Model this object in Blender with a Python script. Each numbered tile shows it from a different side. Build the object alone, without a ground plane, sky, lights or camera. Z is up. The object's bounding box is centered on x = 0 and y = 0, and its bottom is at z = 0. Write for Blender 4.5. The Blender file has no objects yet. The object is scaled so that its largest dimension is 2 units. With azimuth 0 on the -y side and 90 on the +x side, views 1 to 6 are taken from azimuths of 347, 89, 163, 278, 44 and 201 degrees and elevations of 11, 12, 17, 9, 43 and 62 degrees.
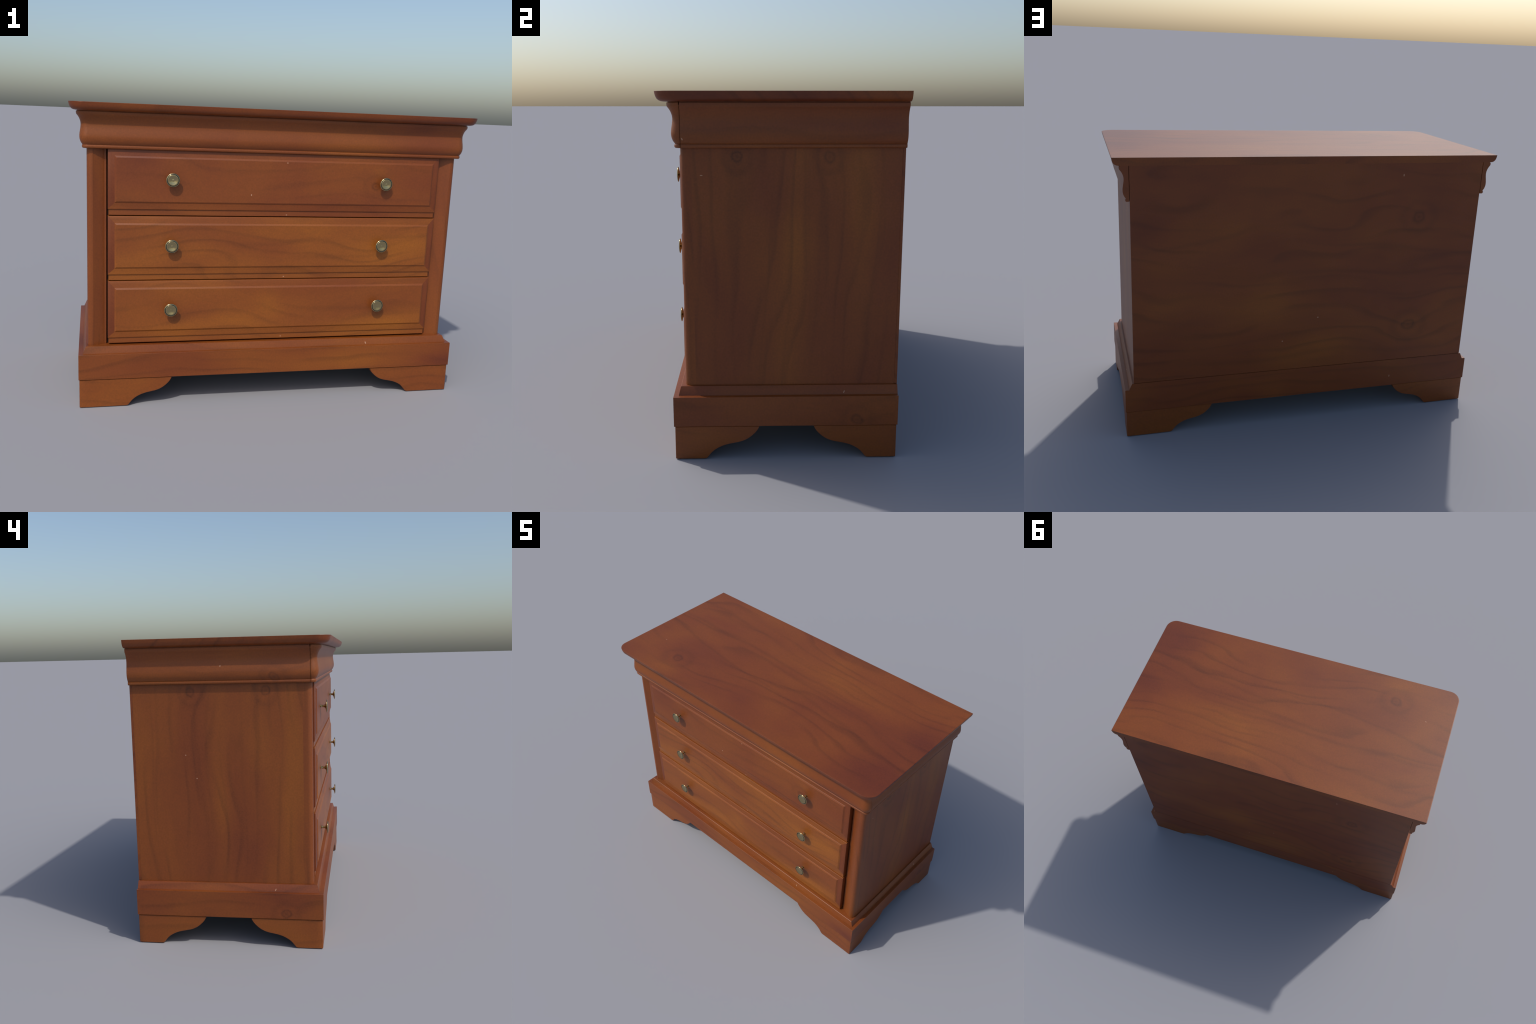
import bpy, bmesh, math
from mathutils import Vector

# =====================================================================
#  A low chest of three wide drawers in stained cherry-coloured wood:
#  moulded top, ogee frieze, raised-panel drawer fronts with brass knobs,
#  plinth with a stepped moulding and scrolled bracket feet.
#  Frame: metres, z up, front towards -y.
# =====================================================================

# ---- main sizes ------------------------------------------------------
TOP_X, TOP_Y, TOP_Z = 1.0, 0.468, 1.4445      # half width, half depth, height
TOP_UNDER = 1.4068                            # underside of the top slab
CASE_X = 0.9215                               # outer face of the side panels
BACK_Y = 0.4665                               # back plane of the case
POST_Y = -0.3812                              # front face of the corner posts
POST_INNER = 0.8325
POST_SIDE_Y = -0.339                          # post / side panel joint
FRIEZE_BOTTOM, FRIEZE_TOP = 1.2385, 1.4037
PLINTH_X, PLINTH_Y = 0.9645, -0.4275
PLINTH_BOTTOM, PLINTH_TOP, STEP_TOP = 0.1405, 0.2645, 0.2985
FOOT_X, FOOT_Y, FOOT_BACK, FOOT_TOP = 0.9605, -0.4235, 0.4635, 0.1385
DRAWER_CENTRES = (1.1038, 0.7909, 0.4785)
KNOB_X = 0.5305

# ---------------------------------------------------------------------
#  node expression helper
# ---------------------------------------------------------------------
class Ex:
    """A socket (or number) with arithmetic that builds Math nodes."""
    tree = None
    def __init__(self, s): self.s = s
    @staticmethod
    def op(kind, *args, clamp=False):
        n = Ex.tree.nodes.new('ShaderNodeMath'); n.operation = kind; n.use_clamp = clamp
        for i, a in enumerate(args):
            if isinstance(a, Ex): Ex.tree.links.new(a.s, n.inputs[i])
            else: n.inputs[i].default_value = float(a)
        return Ex(n.outputs[0])
    def __add__(a, b): return Ex.op('ADD', a, b)
    __radd__ = __add__
    def __sub__(a, b): return Ex.op('SUBTRACT', a, b)
    def __rsub__(a, b): return Ex.op('SUBTRACT', b, a)
    def __mul__(a, b): return Ex.op('MULTIPLY', a, b)
    __rmul__ = __mul__
    def __truediv__(a, b): return Ex.op('DIVIDE', a, b)
    def clamp(a): return Ex.op('ADD', a, 0.0, clamp=True)

def combine(x, y, z):
    n = Ex.tree.nodes.new('ShaderNodeCombineXYZ')
    for i, a in enumerate((x, y, z)):
        if isinstance(a, Ex): Ex.tree.links.new(a.s, n.inputs[i])
        else: n.inputs[i].default_value = a
    return n.outputs[0]

def noise(vec, scale=1.0, detail=2.0, rough=0.5, distortion=0.0):
    n = Ex.tree.nodes.new('ShaderNodeTexNoise')
    n.inputs['Scale'].default_value = scale
    n.inputs['Detail'].default_value = detail
    n.inputs['Roughness'].default_value = rough
    n.inputs['Distortion'].default_value = distortion
    Ex.tree.links.new(vec, n.inputs['Vector'])
    return Ex(n.outputs['Fac'])

def ramp(fac, stops, smooth=False):
    n = Ex.tree.nodes.new('ShaderNodeValToRGB')
    if smooth: n.color_ramp.interpolation = 'EASE'
    el = n.color_ramp.elements
    while len(el) < len(stops): el.new(0.5)
    for e, (p, c) in zip(el, stops):
        e.position = p; e.color = (c[0], c[1], c[2], 1.0)
    Ex.tree.links.new(fac.s, n.inputs[0])
    return n.outputs[0]

def smooth(x, a, b):
    n = Ex.tree.nodes.new('ShaderNodeMapRange'); n.interpolation_type = 'SMOOTHSTEP'
    Ex.tree.links.new(x.s, n.inputs[0])
    n.inputs[1].default_value = a; n.inputs[2].default_value = b
    return Ex(n.outputs[0])

def mix(fac, a, b, mode='MIX'):
    n = Ex.tree.nodes.new('ShaderNodeMix'); n.data_type = 'RGBA'; n.blend_type = mode
    if isinstance(fac, Ex): Ex.tree.links.new(fac.s, n.inputs[0])
    else: n.inputs[0].default_value = fac
    for i, c in ((6, a), (7, b)):
        if isinstance(c, tuple): n.inputs[i].default_value = (*c, 1.0)
        else: Ex.tree.links.new(c, n.inputs[i])
    return n.outputs[2]

# ---------------------------------------------------------------------
#  wood
# ---------------------------------------------------------------------
DARK = (0.122, 0.0250, 0.0075)
RED  = (0.167, 0.0385, 0.0075)
MID  = (0.201, 0.0525, 0.0075)
GOLD = (0.274, 0.0835, 0.0075)

def wood(name, grain, seed, lines=16.0, warp=0.9, contrast=0.30, stretch=1.0,
         shift=0.0, knots=(), blotches=(), streaks=(), flecks=(), rough=0.45):
    """Stained wood.  grain: which way the fibres run --
       'x'  : u = x, v = y + z      (top slab)
       'xy' : u = x + y, v = z      (boards that turn a corner)
       'z'  : u = z, v = x + y      (upright boards)
    knots    (u, v, size)                 eyes the figure flows round
    blotches (u, v, ru, rv, amount)       golden (+) or dark red (-) patches
    streaks  (v0, slope, u0, length, width, amount) single dark growth lines
    flecks   (u, v, ru, rv)               pale chips in the lacquer"""
    m = bpy.data.materials.new(name); m.use_nodes = True
    t = m.node_tree; Ex.tree = t
    bsdf = t.nodes['Principled BSDF']
    tc = t.nodes.new('ShaderNodeTexCoord')
    sp = t.nodes.new('ShaderNodeSeparateXYZ'); t.links.new(tc.outputs['Object'], sp.inputs[0])
    x, y, z = (Ex(o) for o in sp.outputs)
    u, v = {'x': (x, y + z), 'xy': (x + y, z), 'z': (z, x + y)}[grain]

    # figure: an across-grain coordinate pushed about by stretched noise
    w1 = noise(combine(u * (1.5 * stretch), v * 2.4, seed), 1.0, 1.0, 0.4)
    w2 = noise(combine(u * (4.5 * stretch), v * 9.0, seed + 7.3), 1.0, 1.0)
    bend = (w1 - 0.5) * (0.46 * warp) + (w2 - 0.5) * (0.040 * warp)
    fig = v + bend
    eye = None
    for i, (ku, kv, size) in enumerate(knots):
        wob = noise(combine(u * 24.0, v * 24.0, seed + i), 1.0, 1.0)
        du = (u - ku) / (size * 1.15); dv = (v - kv) / size
        r = Ex.op('SQRT', du * du + dv * dv) + (wob - 0.5) * 1.1
        fig = fig + Ex.op('EXPONENT', r * r * -0.055) * (size * 1.6)
        ring = Ex.op('EXPONENT', (r - 1.0) * (r - 1.0) * -9.0) * 0.42
        core = Ex.op('EXPONENT', r * r * -5.0) * 0.34
        halo = Ex.op('EXPONENT', (r - 3.1) * (r - 3.1) * -1.6) * 0.16
        e = ring + core + halo
        eye = e if eye is None else Ex.op('MAXIMUM', eye, e)
    phase = fig * lines + (noise(combine(u * 0.8, v * 5.0, seed + 3.1)) - 0.5) * 2.4
    saw = Ex.op('FRACT', phase)
    # each growth ring darkens slowly and ends in a soft thin line
    late = smooth(saw, 0.52, 0.84) * (1.0 - smooth(saw, 0.84, 0.98))
    fade = smooth(noise(combine(u * 1.7, v * 7.0, seed + 11.0), 1.0, 1.0), 0.34, 0.62)
    fine = noise(combine(u * 5.0, fig * (lines * 5.0), seed + 5.0), 1.0, 3.0, 0.6)
    dark = late * fade * contrast + (fine - 0.5) * 0.11
    for (v0, slope, u0, length, width, amount) in streaks:
        d = (v + bend * 0.45 - v0 - (u - u0) * slope) / width
        l = (u - u0) / length
        dark = dark + Ex.op('EXPONENT', (d * d + l * l * l * l) * -1.0) * amount
    if eye is not None: dark = dark + eye * 0.72

    # stain: broad patches, golden to dark red
    p1 = noise(combine(u * (1.9 * stretch), v * 2.9, seed + 21.0), 1.0, 2.0, 0.5, 0.3)
    p2 = noise(combine(u * (5.0 * stretch), v * 14.0, seed + 31.0), 1.0, 2.0)
    tone = (p1 - 0.5) * 0.85 + (p2 - 0.5) * 0.16 + 0.47 + shift
    for (bu, bv, ru, rv, amount) in blotches:
        du = (u - bu + bend * 0.4) / ru; dv = (v - bv + bend * 0.5) / rv
        tone = tone + Ex.op('EXPONENT', (du * du + dv * dv) * -1.0) * amount
    col = ramp(tone.clamp(), [(0.0, DARK), (0.30, RED), (0.55, MID), (1.0, GOLD)])
    # pores and lacquer speckle
    speck = noise(tc.outputs['Object'], 150.0, 2.0, 0.7)
    shade = 1.0 - dark - (speck - 0.5) * 0.55
    shade = Ex.op('MAXIMUM', shade, 0.25)
    g = combine(shade, shade * 0.97 + 0.03 * 1.0, shade * 0.9 + 0.1)
    col = mix(1.0, col, g, 'MULTIPLY')
    for (fu, fv, ru, rv) in flecks:
        du = (u - fu) / ru; dv = (v - fv) / rv
        f = 1.0 - smooth(du * du + dv * dv, 0.35, 1.15)
        col = mix(f * 0.50, col, (0.62, 0.40, 0.27))
    t.links.new(col, bsdf.inputs['Base Color'])
    rgh = (speck - 0.5) * 0.06 + rough
    t.links.new(rgh.s, bsdf.inputs['Roughness'])
    bsdf.inputs['Specular IOR Level'].default_value = 0.4
    b = t.nodes.new('ShaderNodeBump'); b.inputs['Strength'].default_value = 0.06
    b.inputs['Distance'].default_value = 0.002
    t.links.new((fine + speck).s, b.inputs['Height'])
    t.links.new(b.outputs[0], bsdf.inputs['Normal'])
    return m

def plain(name, col, rough, metallic=0.0, mottling=0.0):
    m = bpy.data.materials.new(name); m.use_nodes = True
    t = m.node_tree; Ex.tree = t
    bsdf = t.nodes['Principled BSDF']
    tc = t.nodes.new('ShaderNodeTexCoord')
    n = noise(tc.outputs['Object'], 180.0, 3.0)
    lo = tuple(c * (1.0 - mottling) for c in col); hi = tuple(c * (1.0 + mottling) for c in col)
    t.links.new(ramp(n, [(0.3, lo), (0.7, hi)]), bsdf.inputs['Base Color'])
    t.links.new(((n - 0.5) * 0.15 + rough).s, bsdf.inputs['Roughness'])
    bsdf.inputs['Metallic'].default_value = metallic
    return m

# ---------------------------------------------------------------------
#  mesh helpers
# ---------------------------------------------------------------------
def finish(bm, name, mats, angle=30.0):
    bmesh.ops.remove_doubles(bm, verts=bm.verts, dist=1e-6)
    bmesh.ops.recalc_face_normals(bm, faces=bm.faces)
    me = bpy.data.meshes.new(name); bm.to_mesh(me); bm.free()
    for mt in mats: me.materials.append(mt)
    for p in me.polygons: p.use_smooth = True
    me.set_sharp_from_angle(angle=math.radians(angle))
    return me

def add(name, me, parent=None, loc=(0, 0, 0)):
    ob = bpy.data.objects.new(name, me)
    bpy.context.scene.collection.objects.link(ob)
    ob.location = loc
    if parent is not None: ob.parent = parent
    return ob

def loft(bm, rings, closed=True, caps=True, mat=0):
    """Skin a list of point rings; closed rings wrap round, caps close both ends."""
    vr = [[bm.verts.new(p) for p in r] for r in rings]
    n = len(vr[0]); last = n if closed else n - 1
    for a, b in zip(vr, vr[1:]):
        for i in range(last):
            j = (i + 1) % n
            bm.faces.new((a[i], a[j], b[j], b[i])).material_index = mat
    if caps:
        bm.faces.new(list(reversed(vr[0]))).material_index = mat
        bm.faces.new(vr[-1]).material_index = mat
    return vr

def arc(cx, cy, r, a0, a1, n):
    return [(cx + r * math.cos(math.radians(a0 + (a1 - a0) * i / n)),
             cy + r * math.sin(math.radians(a0 + (a1 - a0) * i / n))) for i in range(n + 1)]

def box(bm, x0, x1, y0, y1, z0, z1, bevel=0.0):
    b2 = bmesh.new()
    bmesh.ops.create_cube(b2, size=1.0)
    for v in b2.verts:
        v.co = Vector((x0 + (v.co.x + .5) * (x1 - x0), y0 + (v.co.y + .5) * (y1 - y0), z0 + (v.co.z + .5) * (z1 - z0)))
    if bevel: bmesh.ops.bevel(b2, geom=b2.edges[:], offset=bevel, segments=1, affect='EDGES')
    tmp = bpy.data.meshes.new('tmp'); b2.to_mesh(tmp); b2.free()
    bm.from_mesh(tmp); bpy.data.meshes.remove(tmp)

# ---------------------------------------------------------------------
#  materials of the single pieces
# ---------------------------------------------------------------------
wood_top = wood('cherry_wood_top', 'x', 2.4, lines=10.0, warp=0.9, contrast=0.20, shift=-0.12,
    knots=[(-0.625, -0.288 + TOP_Z, 0.026)],
    blotches=[(0.93, -0.34 + TOP_Z, 0.15, 0.15, -0.30), (0.95, 0.10 + TOP_Z, 0.14, 0.20, -0.20),
              (0.36, 0.13 + TOP_Z, 0.22, 0.10, 0.20), (0.22, 0.39 + TOP_Z, 0.20, 0.12, 0.18),
              (0.16, -0.37 + TOP_Z, 0.16, 0.10, 0.22), (-0.60, -0.39 + TOP_Z, 0.09, 0.05, 0.20),
              (-0.75, 0.30 + TOP_Z, 0.4, 0.2, 0.10)],
    streaks=[(-0.11 + TOP_Z, -0.16, 0.45, 0.45, 0.012, 0.13), (-0.06 + TOP_Z, -0.16, -0.45, 0.55, 0.011, 0.15),
             (0.11 + TOP_Z, -0.03, -0.35, 0.75, 0.012, 0.15), (0.02 + TOP_Z, -0.10, 0.25, 0.50, 0.010, 0.13),
             (0.28 + TOP_Z, -0.10, -0.65, 0.50, 0.013, 0.13), (0.20 + TOP_Z, 0.02, 0.30, 0.45, 0.011, 0.09)],
    flecks=[(-0.836, -0.198 + TOP_Z, 0.006, 0.002)])
wood_back = wood('cherry_wood_back', 'x', 8.7, lines=9.0, warp=0.9, contrast=0.20, shift=-0.10,
    knots=[(-0.575, 1.119 + BACK_Y, 0.026), (-0.577, 0.504 + BACK_Y, 0.026)],
    blotches=[(0.22, 0.68 + BACK_Y, 0.25, 0.14, 0.30), (0.05, 0.38 + BACK_Y, 0.30, 0.10, 0.25),
              (0.85, 1.12 + BACK_Y, 0.14, 0.22, -0.25), (-0.57, 1.18 + BACK_Y, 0.08, 0.05, 0.15),
              (-0.57, 0.56 + BACK_Y, 0.08, 0.05, 0.15), (-0.75, 0.85 + BACK_Y, 0.3, 0.2, -0.08)],
    streaks=[(0.97 + BACK_Y, 0.10, -0.50, 0.50, 0.012, 0.15), (1.05 + BACK_Y, -0.25, 0.60, 0.30, 0.014, 0.12),
             (0.84 + BACK_Y, 0.01, -0.40, 0.70, 0.013, 0.15), (0.72 + BACK_Y, 0.02, -0.40, 0.60, 0.012, 0.10),
             (0.385 + BACK_Y, 0.0, -0.10, 0.80, 0.014, 0.12)],
    flecks=[(-0.467, 1.344 + BACK_Y, 0.0035, 0.0075), (0.148, 0.466 + BACK_Y, 0.004, 0.004),
            (-0.043, 0.588 + BACK_Y, 0.004, 0.004)])
def side_wood(name, s, seed):
    v = lambda yy: s * CASE_X + yy
    return wood(name, 'z', seed, lines=15.0, warp=0.60, contrast=0.17, stretch=0.9, shift=-0.03,
        knots=[(1.201, v(0.178), 0.017), (1.204, v(-0.169), 0.017)],
        blotches=[(0.95, v(-s * -0.300), 0.45, 0.055, 0.26), (0.85, v(0.050), 0.50, 0.045, 0.28),
                  (0.45, v(-0.11), 0.20, 0.10, -0.10)],
        streaks=[(v(0.095), -0.03, 0.90, 0.40, 0.007, 0.08), (v(0.130), 0.02, 0.75, 0.45, 0.010, 0.08),
                 (v(0.030), 0.02, 0.60, 0.40, 0.006, 0.08), (v(-0.06), 0.03, 0.65, 0.45, 0.006, 0.08),
                 (v(0.355), 0.03, 0.80, 0.40, 0.006, 0.08), (v(-0.23), -0.02, 0.55, 0.30, 0.008, 0.08)],
        flecks=[(1.136, v(-0.303), 0.002, 0.006)] if s > 0 else [(0.91, v(0.21), 0.003, 0.003), (0.80, v(0.16), 0.003, 0.003)])
wood_sides = {1: side_wood('cherry_wood_right_panel', 1, 14.2), -1: side_wood('cherry_wood_left_panel', -1, 17.9)}
wood_post = wood('cherry_wood_post', 'z', 23.1, lines=20.0, warp=0.5, contrast=0.18, stretch=0.7, shift=-0.06)
wood_frieze = wood('cherry_wood_frieze', 'xy', 31.6, lines=7.0, warp=0.6, contrast=0.12, shift=-0.03)
wood_side_frieze = wood('cherry_wood_side_frieze', 'xy', 33.8, lines=7.0, warp=0.6, contrast=0.12, shift=-0.05,
    knots=[(-0.945 - 0.217, 1.268, 0.016)],
    flecks=[(0.952 - 0.372, 1.272, 0.003, 0.005), (-0.95 + 0.03, 1.319, 0.004, 0.003)])
wood_plinth = wood('cherry_wood_plinth', 'xy', 37.2, lines=14.0, warp=0.5, contrast=0.20, shift=-0.02,
    blotches=[(0.92 + PLINTH_Y, 0.18, 0.14, 0.06, -0.40), (0.36 + PLINTH_Y, 0.19, 0.22, 0.05, 0.22)],
    flecks=[(0.491 - 0.405, 0.274, 0.0035, 0.007)])
wood_side_plinth = wood('cherry_wood_side_plinth', 'xy', 39.4, lines=14.0, warp=0.5, contrast=0.20, shift=-0.06,
    knots=[(PLINTH_X + 0.305, 0.165, 0.017), (-PLINTH_X - 0.255, 0.165, 0.017)],
    flecks=[(0.9410 + 0.251, 0.274, 0.0025, 0.0055),
            (-0.9410 - 0.203, 0.274, 0.0025, 0.0055)])
wood_plinth_back = wood('cherry_wood_plinth_back', 'xy', 41.5, lines=14.0, warp=0.5, contrast=0.18, shift=-0.08,
    flecks=[(-0.491 + BACK_Y, 0.199, 0.003, 0.0075)])
wood_foot = wood('cherry_wood_foot', 'xy', 47.0, lines=18.0, warp=0.7, contrast=0.16, shift=0.04)
wood_inside = plain('wood_darkened_for_gap_shadow', (0.030, 0.012, 0.006), 0.8, 0.0, 0.2)  # near-black base colour paints the deep shadow seen through the drawer gaps
wood_stile = wood('cherry_wood_drawer_stile', 'z', 71.8, lines=30.0, warp=0.3, contrast=0.15, stretch=1.6, shift=-0.30)
DZ = [z for z in DRAWER_CENTRES]
drawer_woods = [
    wood('cherry_wood_upper_drawer', 'x', 53.3, lines=10.0, warp=0.8, contrast=0.12, shift=-0.04,
        knots=[(0.489, 1.090 - DZ[0] - 0.3955, 0.016)],
        blotches=[(0.49, 0.035 - 0.3955, 0.04, 0.03, 0.18), (-0.70, 0.06 - 0.3955, 0.12, 0.10, -0.22),
                  (0.35, -0.05 - 0.3955, 0.35, 0.05, 0.14)],
        flecks=[(0.026, 1.195 - DZ[0] - 0.3955, 0.004, 0.003), (-0.148, 1.037 - DZ[0] - 0.3955, 0.003, 0.005),
                (0.036, 0.945 - DZ[0] - 0.3855, 0.004, 0.003)]),
    wood('cherry_wood_middle_drawer', 'x', 58.9, lines=15.0, warp=0.9, contrast=0.19, shift=0.16,
        blotches=[(0.66, 0.0 - 0.3955, 0.25, 0.10, 0.35), (-0.09, 0.07 - 0.3955, 0.15, 0.05, 0.20),
                  (-0.45, -0.06 - 0.3955, 0.30, 0.05, 0.16), (-0.75, 0.04 - 0.3955, 0.10, 0.10, -0.25)],
        streaks=[(0.015 - 0.3955, 0.09, -0.02, 0.25, 0.010, 0.10), (-0.035 - 0.3955, 0.07, 0.35, 0.30, 0.010, 0.10),
                 (0.055 - 0.3955, -0.10, 0.68, 0.20, 0.010, 0.10)],
        flecks=[(0.036, 0.634 - DZ[1] - 0.3855, 0.004, 0.003)]),
    wood('cherry_wood_lower_drawer', 'x', 65.4, lines=13.0, warp=0.9, contrast=0.18, shift=0.10,
        blotches=[(0.60, -0.08 - 0.3955, 0.30, 0.05, 0.35), (-0.45, -0.09 - 0.3955, 0.35, 0.04, 0.22),
                  (-0.02, 0.03 - 0.3955, 0.07, 0.09, 0.18), (-0.36, 0.0 - 0.3955, 0.16, 0.06, -0.20)],
        streaks=[(0.005 - 0.3955, -0.14, 0.35, 0.30, 0.012, 0.13), (-0.045 - 0.3955, 0.02, 0.55, 0.25, 0.010, 0.10)],
        flecks=[(0.035, 0.322 - DZ[2] - 0.3855, 0.004, 0.003)]),
]
brass = plain('antique_brass', (0.41, 0.335, 0.175), 0.20, 1.0, 0.05)
ring_black = plain('blackened_groove', (0.008, 0.008, 0.009), 0.6, 0.0, 0.2)

# =====================================================================
#  the thing
# =====================================================================
chest = bpy.data.objects.new('chest_of_drawers', None)
bpy.context.scene.collection.objects.link(chest)
chest['label'] = 'low reddish-brown wooden chest with three wide drawers and brass knobs'
chest['category'] = 'chest of drawers'

# ---- top slab: a quarter-round under-moulding, rounded front corners ---
def slab_ring(inset, z, back=TOP_Y):
    r = max(0.066 - inset, 0.004); X, Y = TOP_X - inset, TOP_Y - inset
    pts = arc(-X + r, -Y + r, r, 180, 270, 12) + arc(X - r, -Y + r, r, 270, 360, 12)
    n = len(pts) // 2
    e = 0.002
    pts = [(-X, back), (-X, -Y + r + e)] + pts[:n] + [(-X + r + e, -Y), (X - r - e, -Y)] + pts[n:] + [(X, -Y + r + e), (X, back)]
    return [(px, py, z) for px, py in pts]
slab_profile = [(0.034, TOP_UNDER), (0.023, 1.4085), (0.0148, 1.4120), (0.0085, 1.4180), (0.0045, 1.4255),
                (0.0018, 1.4340), (0.0004, 1.4420), (0.0, 1.4434), (0.0004, 1.4442), (0.0012, TOP_Z), (0.0050, TOP_Z)]
bm = bmesh.new()
loft(bm, [slab_ring(i, z) for i, z in slab_profile])
add('top', finish(bm, 'top', [wood_top], 40), chest)

# ---- frieze: ogee moulding, front length wraps the corners ------------
# (offset from the case face, height)
ogee = [(0.0410, TOP_UNDER + 0.0005), (0.0410, FRIEZE_TOP), (0.0445, FRIEZE_TOP), (0.0455, 1.4025), (0.0455, 1.3965), (0.0445, 1.3905), (0.0420, 1.3870),
        (0.0375, 1.3815), (0.0330, 1.3745), (0.0292, 1.3660), (0.0264, 1.3570), (0.0252, 1.3480),
        (0.0254, 1.3385), (0.0268, 1.3270), (0.0285, 1.3170), (0.0300, 1.3070), (0.0311, 1.2970),
        (0.0313, 1.2900), (0.0304, 1.2810), (0.0283, 1.2730), (0.0250, 1.2650), (0.0210, 1.2590),
        (0.0172, 1.2540), (0.0180, 1.2528), (0.0196, 1.2510), (0.0203, 1.2480), (0.0200, 1.2440),
        (0.0186, 1.2408), (0.0160, 1.2388), (0.0150, FRIEZE_BOTTOM)]
GAP = 0.0020
closed_ogee = ogee + [(GAP, FRIEZE_BOTTOM), (GAP, TOP_UNDER + 0.0005)]
FR_CORNER = (0.9155, -0.3750)       # centre of the corner rounding (0.006 inside the case face)
FR_Y = -0.3810
SEAM_Y = -0.3815
def frieze_front_ring(px, py, nx, ny):
    return [(px + nx * o, py + ny * o, z) for o, z in closed_ogee]
bm = bmesh.new()
stations = [(-CASE_X, SEAM_Y, -1, 0)]
for k in range(13):
    a = math.radians(180 + 90 * k / 12)
    stations.append((-FR_CORNER[0] + 0.006 * math.cos(a), FR_CORNER[1] + 0.006 * math.sin(a), math.cos(a), math.sin(a)))
stations.append((-FR_CORNER[0] + 0.002, FR_Y, 0, -1)); stations.append((FR_CORNER[0] - 0.002, FR_Y, 0, -1))
for k in range(13):
    a = math.radians(270 + 90 * k / 12)
    stations.append((FR_CORNER[0] + 0.006 * math.cos(a), FR_CORNER[1] + 0.006 * math.sin(a), math.cos(a), math.sin(a)))
stations.append((CASE_X, SEAM_Y, 1, 0))
loft(bm, [frieze_front_ring(*s) for s in stations])
add('frieze', finish(bm, 'frieze', [wood_frieze], 28), chest)
for s in (1, -1):
    bm = bmesh.new()
    def end(y, shrink):
        return [(s * (CASE_X + GAP + (o - GAP) * (1 - shrink)), y, z + (0.0006 if shrink and z < 1.25 else 0)) for o, z in closed_ogee]
    loft(bm, [end(SEAM_Y + 0.0015, 0.02), end(SEAM_Y + 0.0030, 0.0), end(BACK_Y, 0.0)])
    add('side_frieze', finish(bm, 'side_frieze', [wood_side_frieze], 28), chest)

# ---- case: side panels, back panel, corner posts, inside blackened for gap shadow ----------
for s in (1, -1):
    bm = bmesh.new()
    xs = sorted((s * (CASE_X - 0.022), s * CASE_X))
    box(bm, xs[0], xs[1], POST_SIDE_Y, BACK_Y - 0.012, 0.290, TOP_UNDER - 0.001)
    add('side_panel', finish(bm, 'side_panel', [wood_sides[s]]), chest)

bm = bmesh.new()
box(bm, -CASE_X, CASE_X, BACK_Y - 0.012, BACK_Y, STEP_TOP + 0.0015, TOP_UNDER + 0.0005, 0.0008)
add('back_panel', finish(bm, 'back_panel', [wood_back]), chest)

for s in (1, -1):
    bm = bmesh.new()
    R = 0.022                         # the face is splayed back towards the drawers
    recess = -0.3600
    out = [(POST_INNER, recess + 0.0015), (POST_INNER + 0.0015, recess), (0.8415, recess), (0.8945, POST_Y), (CASE_X - R - 0.001, POST_Y)]
    out += arc(CASE_X - R, POST_Y + R, R, 270, 360, 14)
    out += [(CASE_X, POST_SIDE_Y), (CASE_X - 0.022, POST_SIDE_Y), (CASE_X - 0.022, -0.290), (POST_INNER, -0.290)]
    pts = [(s * px, py) for px, py in out]
    loft(bm, [[(px, py, z) for px, py in pts] for z in (0.290, TOP_UNDER - 0.001)])
    add('corner_post', finish(bm, 'corner_post', [wood_post], 15), chest)

bm = bmesh.new()
box(bm, -CASE_X + 0.023, CASE_X - 0.023, -0.3450, BACK_Y - 0.013, 0.290, TOP_UNDER - 0.002)
add('carcass', finish(bm, 'carcass', [wood_inside]), chest)

# ---- plinth: one board section with a sloped step, mitred corners ------
step = [(0.0, PLINTH_BOTTOM + 0.001), (0.0, PLINTH_TOP - 0.0008), (0.0008, PLINTH_TOP),
        (0.0195, PLINTH_TOP), (0.0342, STEP_TOP - 0.0012), (0.0358, STEP_TOP)]        # (inset, z) on the sides
step_front = [(0.0, PLINTH_BOTTOM + 0.001), (0.0, PLINTH_TOP - 0.0008), (0.0008, PLINTH_TOP),
              (0.0200, PLINTH_TOP), (0.0285, STEP_TOP - 0.0012), (0.0302, STEP_TOP)]
INNER = 0.130
def plinth_section(kind):
    """corner section: (x inset, y inset, z)"""
    pts = [(a[0], b[0], a[1]) for a, b in zip(step, step_front)]
    pts += [(INNER, INNER, STEP_TOP), (INNER, INNER, PLINTH_BOTTOM), (0.001, 0.001, PLINTH_BOTTOM)]
    return pts
sec = plinth_section(0)
bm = bmesh.new()
loft(bm, [[(sx * (PLINTH_X - ix), PLINTH_Y + iy, z) for ix, iy, z in sec] for sx in (-1, 1)])
add('plinth_board', finish(bm, 'plinth_board', [wood_plinth]), chest)
for s in (1, -1):
    bm = bmesh.new()
    loft(bm, [[(s * (PLINTH_X - ix), PLINTH_Y + iy, z) for ix, iy, z in sec],
              [(s * (PLINTH_X - ix), BACK_Y - 0.012, z) for ix, iy, z in sec]])
    add('plinth_board', finish(bm, 'plinth_board', [wood_side_plinth]), chest)
bm = bmesh.new()
outline = [(PLINTH_X - i, z) for i, z in step] + [(-PLINTH_X + i, z) for i, z in reversed(step)]
outline += [(-PLINTH_X + 0.001, PLINTH_BOTTOM), (PLINTH_X - 0.001, PLINTH_BOTTOM)]
loft(bm, [[(px, y, z) for px, z in outline] for y in (BACK_Y - 0.012, BACK_Y)])
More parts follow.
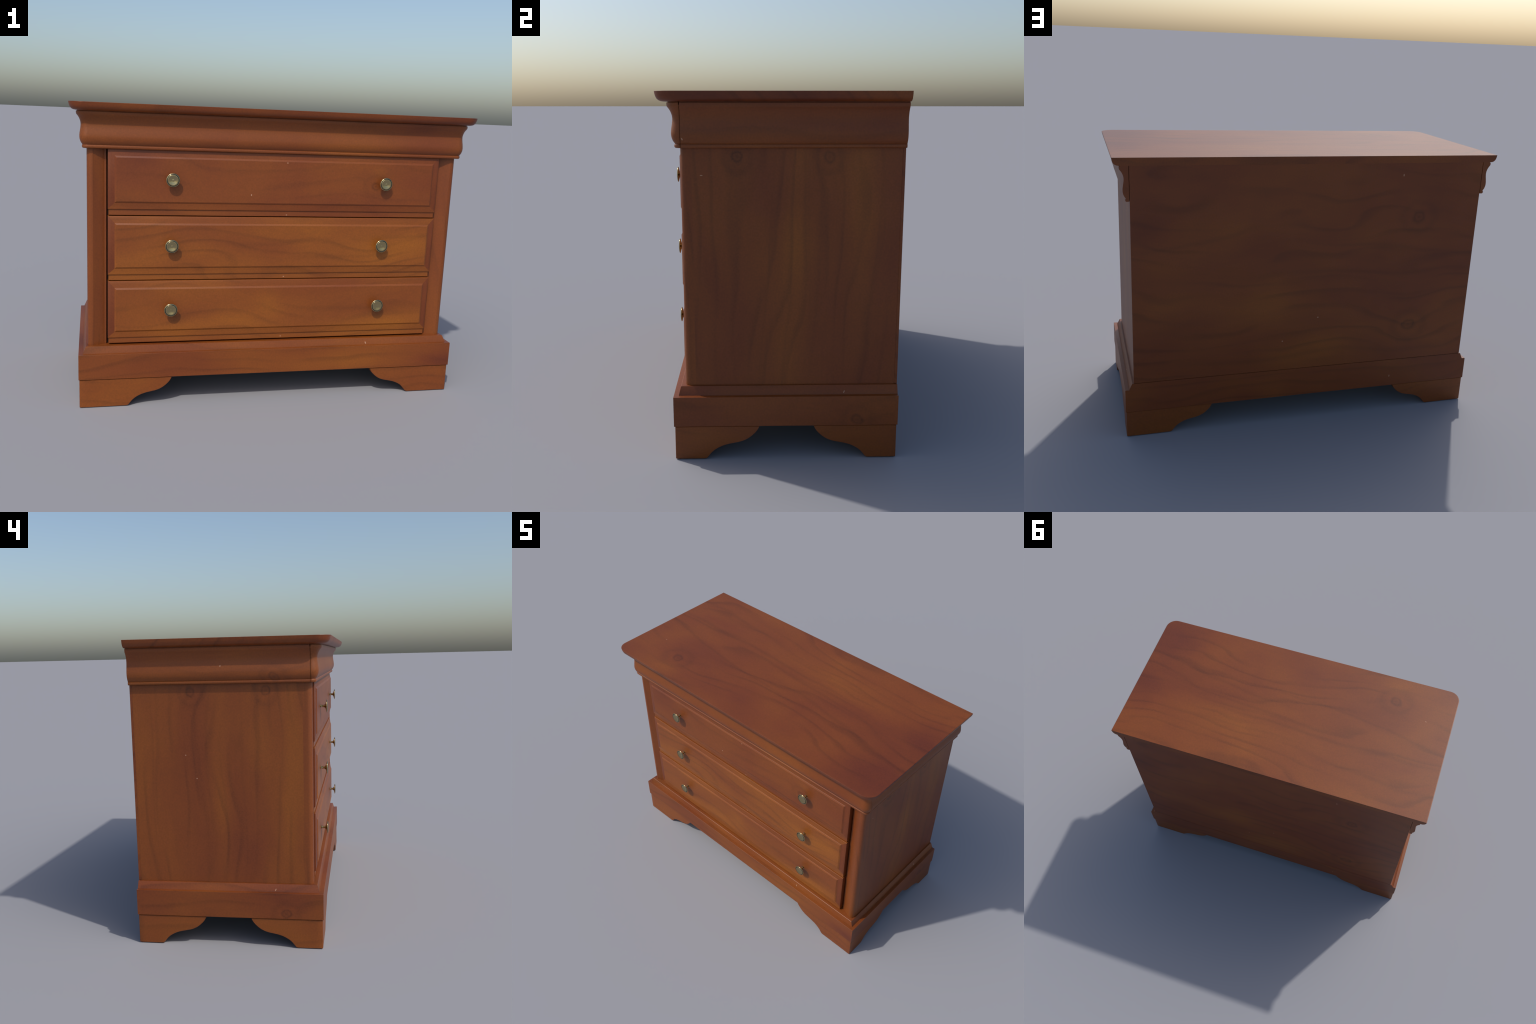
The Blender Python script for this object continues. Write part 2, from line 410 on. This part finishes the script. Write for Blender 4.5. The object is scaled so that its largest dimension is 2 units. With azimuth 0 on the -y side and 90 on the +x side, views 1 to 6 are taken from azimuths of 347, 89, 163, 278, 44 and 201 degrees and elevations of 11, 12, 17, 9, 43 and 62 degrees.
add('plinth_back', finish(bm, 'plinth_back', [wood_plinth_back]), chest)
bm = bmesh.new()
box(bm, -PLINTH_X + 0.1, PLINTH_X - 0.1, PLINTH_Y + 0.1, BACK_Y - 0.013, 0.150, 0.2895)
add('bottom_board', finish(bm, 'bottom_board', [wood_inside]), chest)

# ---- bracket feet: an L of two boards with a scrolled lower edge -------
# scroll: (distance inwards from the end of the sole, height)
scroll = [(0.0, 0.0), (0.006, 0.0009), (0.012, 0.0045), (0.020, 0.0150), (0.030, 0.0270), (0.042, 0.0375),
          (0.056, 0.0465), (0.074, 0.0550), (0.095, 0.0617), (0.118, 0.0664), (0.140, 0.0708), (0.158, 0.0765),
          (0.175, 0.0850), (0.190, 0.0960), (0.203, 0.1085), (0.212, 0.1195), (0.218, 0.1300), (0.2205, FOOT_TOP)]
T = 0.030
def foot(sx, front):
    sole_x = 0.2195                                     # sole length along the front or back
    sole_y = 0.1150 if front else 0.1120                # ... and along the side
    ydir = 1 if front else -1
    y0 = FOOT_Y if front else FOOT_BACK
    st = []                                             # (distance from corner, lower edge), per arm
    rings = []
    def ring(d, zb, arm, top=FOOT_TOP):
        c = 0.0016
        zt = top
        sect = [(c, zb), (0.0, zb + c), (0.0, zt - c), (c, zt), (T, zt), (T, zb)]
        if zt - zb < 2.2 * c:
            sect = [(c * .5, zb), (0.0, zb + (zt - zb) * .3), (0.0, zb + (zt - zb) * .6), (c * .5, zt), (T, zt), (T, zb)]
        out = []
        for i, z in sect:
            if arm == 'x':   out.append((sx * (FOOT_X - d), y0 + ydir * i, z))
            elif arm == 'y': out.append((sx * (FOOT_X - i), y0 + ydir * d, z))
            else:            out.append((sx * (FOOT_X - i), y0 + ydir * i, z))
        return out
    for d, zb in reversed(scroll):
        rings.append(ring(sole_x + d, min(zb, FOOT_TOP - 0.0012), 'x'))
    rings.append(ring(T + 0.002, 0.0, 'x'))
    # lightly rounded outer corner: the mitre station is pulled in a little
    rings.append([(px, py, z) for px, py, z in ring(0, 0.0, 'c')])
    rings.append(ring(T + 0.002, 0.0, 'y'))
    for d, zb in scroll:
        rings.append(ring(sole_y + d, min(zb, FOOT_TOP - 0.0012), 'y'))
    bm = bmesh.new(); loft(bm, rings)
    bm.edges.ensure_lookup_table()
    corner = [e for e in bm.edges if all(abs(abs(v.co.x) - FOOT_X) < 0.002 and abs(v.co.y - y0) < 0.002 for v in e.verts)]
    bmesh.ops.bevel(bm, geom=corner, offset=0.003, segments=2, affect='EDGES', profile=0.5)
    return finish(bm, 'bracket_foot', [wood_foot], 40)
for sx in (1, -1):
    for front in (True, False):
        add('bracket_foot', foot(sx, front), chest)

# ---- drawers: raised panel in a sloped frame, plain lip below ----------
HALF = 0.8268
FACE = -0.3955
def drawer_mesh():
    bm = bmesh.new()
    top, bottom = 0.1368, -0.1445
    def rect(ix, izb, izt, y):
        return [(-HALF + ix, y, bottom + izb), (HALF - ix, y, bottom + izb), (HALF - ix, y, top - izt), (-HALF + ix, y, top - izt)]
    rings = [rect(0, 0, 0, -0.2950), rect(0, 0, 0, -0.3838), rect(0.0006, 0.0022, 0.0006, -0.3850), rect(0.0022, 0.0060, 0.0022, -0.3857),
             rect(0.0160, 0.0175, 0.0160, -0.3874), rect(0.0275, 0.0280, 0.0280, -0.3902), rect(0.0304, 0.0309, 0.0316, -0.3905),
             rect(0.0310, 0.0315, 0.0322, -0.3912), rect(0.0385, 0.0388, 0.0405, FACE)]
    loft(bm, rings)
    # the uprights of the frame are cut from other wood than the rails
    for f in bm.faces:
        c = f.calc_center_median()
        if abs(c.x) > HALF - 0.0309 and abs(c.z) < 0.02: f.material_index = 1
    return finish(bm, 'drawer', [], 18)
def lip_mesh():
    bm = bmesh.new()
    box(bm, -HALF + 0.0035, HALF - 0.0035, -0.3800, -0.2950, -0.1718, -0.1446, 0.0010)
    return finish(bm, 'drawer_lip', [], 30)
def knob_mesh():
    """Turned brass knob: back plate, waisted stem, dished head with a black groove."""
    prof = [(0.0, 0.0), (0.0098, 0.0), (0.0100, -0.0012), (0.0085, -0.0020), (0.0066, -0.0028), (0.0060, -0.0080),
            (0.0060, -0.0175), (0.0068, -0.0215), (0.0095, -0.0246), (0.0150, -0.0272), (0.0225, -0.0293), (0.0300, -0.0312),
            (0.0318, -0.0319), (0.0323, -0.0329), (0.0319, -0.0340), (0.0306, -0.0350), (0.0290, -0.0354),
            (0.0286, -0.0350), (0.0283, -0.0336), (0.0264, -0.0336), (0.0258, -0.0358),
            (0.0248, -0.0364), (0.0200, -0.0353), (0.0130, -0.0340), (0.0072, -0.0331), (0.0050, -0.0330), (0.0028, -0.0336), (0.0, -0.0338)]
    black = {16, 17, 18, 19}
    bm = bmesh.new(); N = 48
    rings = []
    for rr, yy in prof:
        if rr == 0.0: rings.append([bm.verts.new((0, yy, 0))])
        else: rings.append([bm.verts.new((rr * math.cos(2 * math.pi * i / N), yy, rr * math.sin(2 * math.pi * i / N))) for i in range(N)])
    for k, (a, b) in enumerate(zip(rings, rings[1:])):
        for i in range(N):
            j = (i + 1) % N
            if len(a) == 1: f = bm.faces.new((a[0], b[i], b[j]))
            elif len(b) == 1: f = bm.faces.new((a[i], a[j], b[0]))
            else: f = bm.faces.new((a[i], a[j], b[j], b[i]))
            f.material_index = 1 if k in black else 0
    return finish(bm, 'knob', [brass, ring_black], 50)

dm, lm, km = drawer_mesh(), lip_mesh(), knob_mesh()
dm.materials.append(drawer_woods[0]); dm.materials.append(wood_stile); lm.materials.append(drawer_woods[0])
for zc, wd in zip(DRAWER_CENTRES, drawer_woods):
    d = add('drawer', dm, chest, (0, 0, zc))
    l = add('drawer_lip', lm, d)
    for o in (d, l):
        o.material_slots[0].link = 'OBJECT'; o.material_slots[0].material = wd
    for s in (-1, 1):
        add('knob', km, d, (s * KNOB_X, FACE, 0.0))
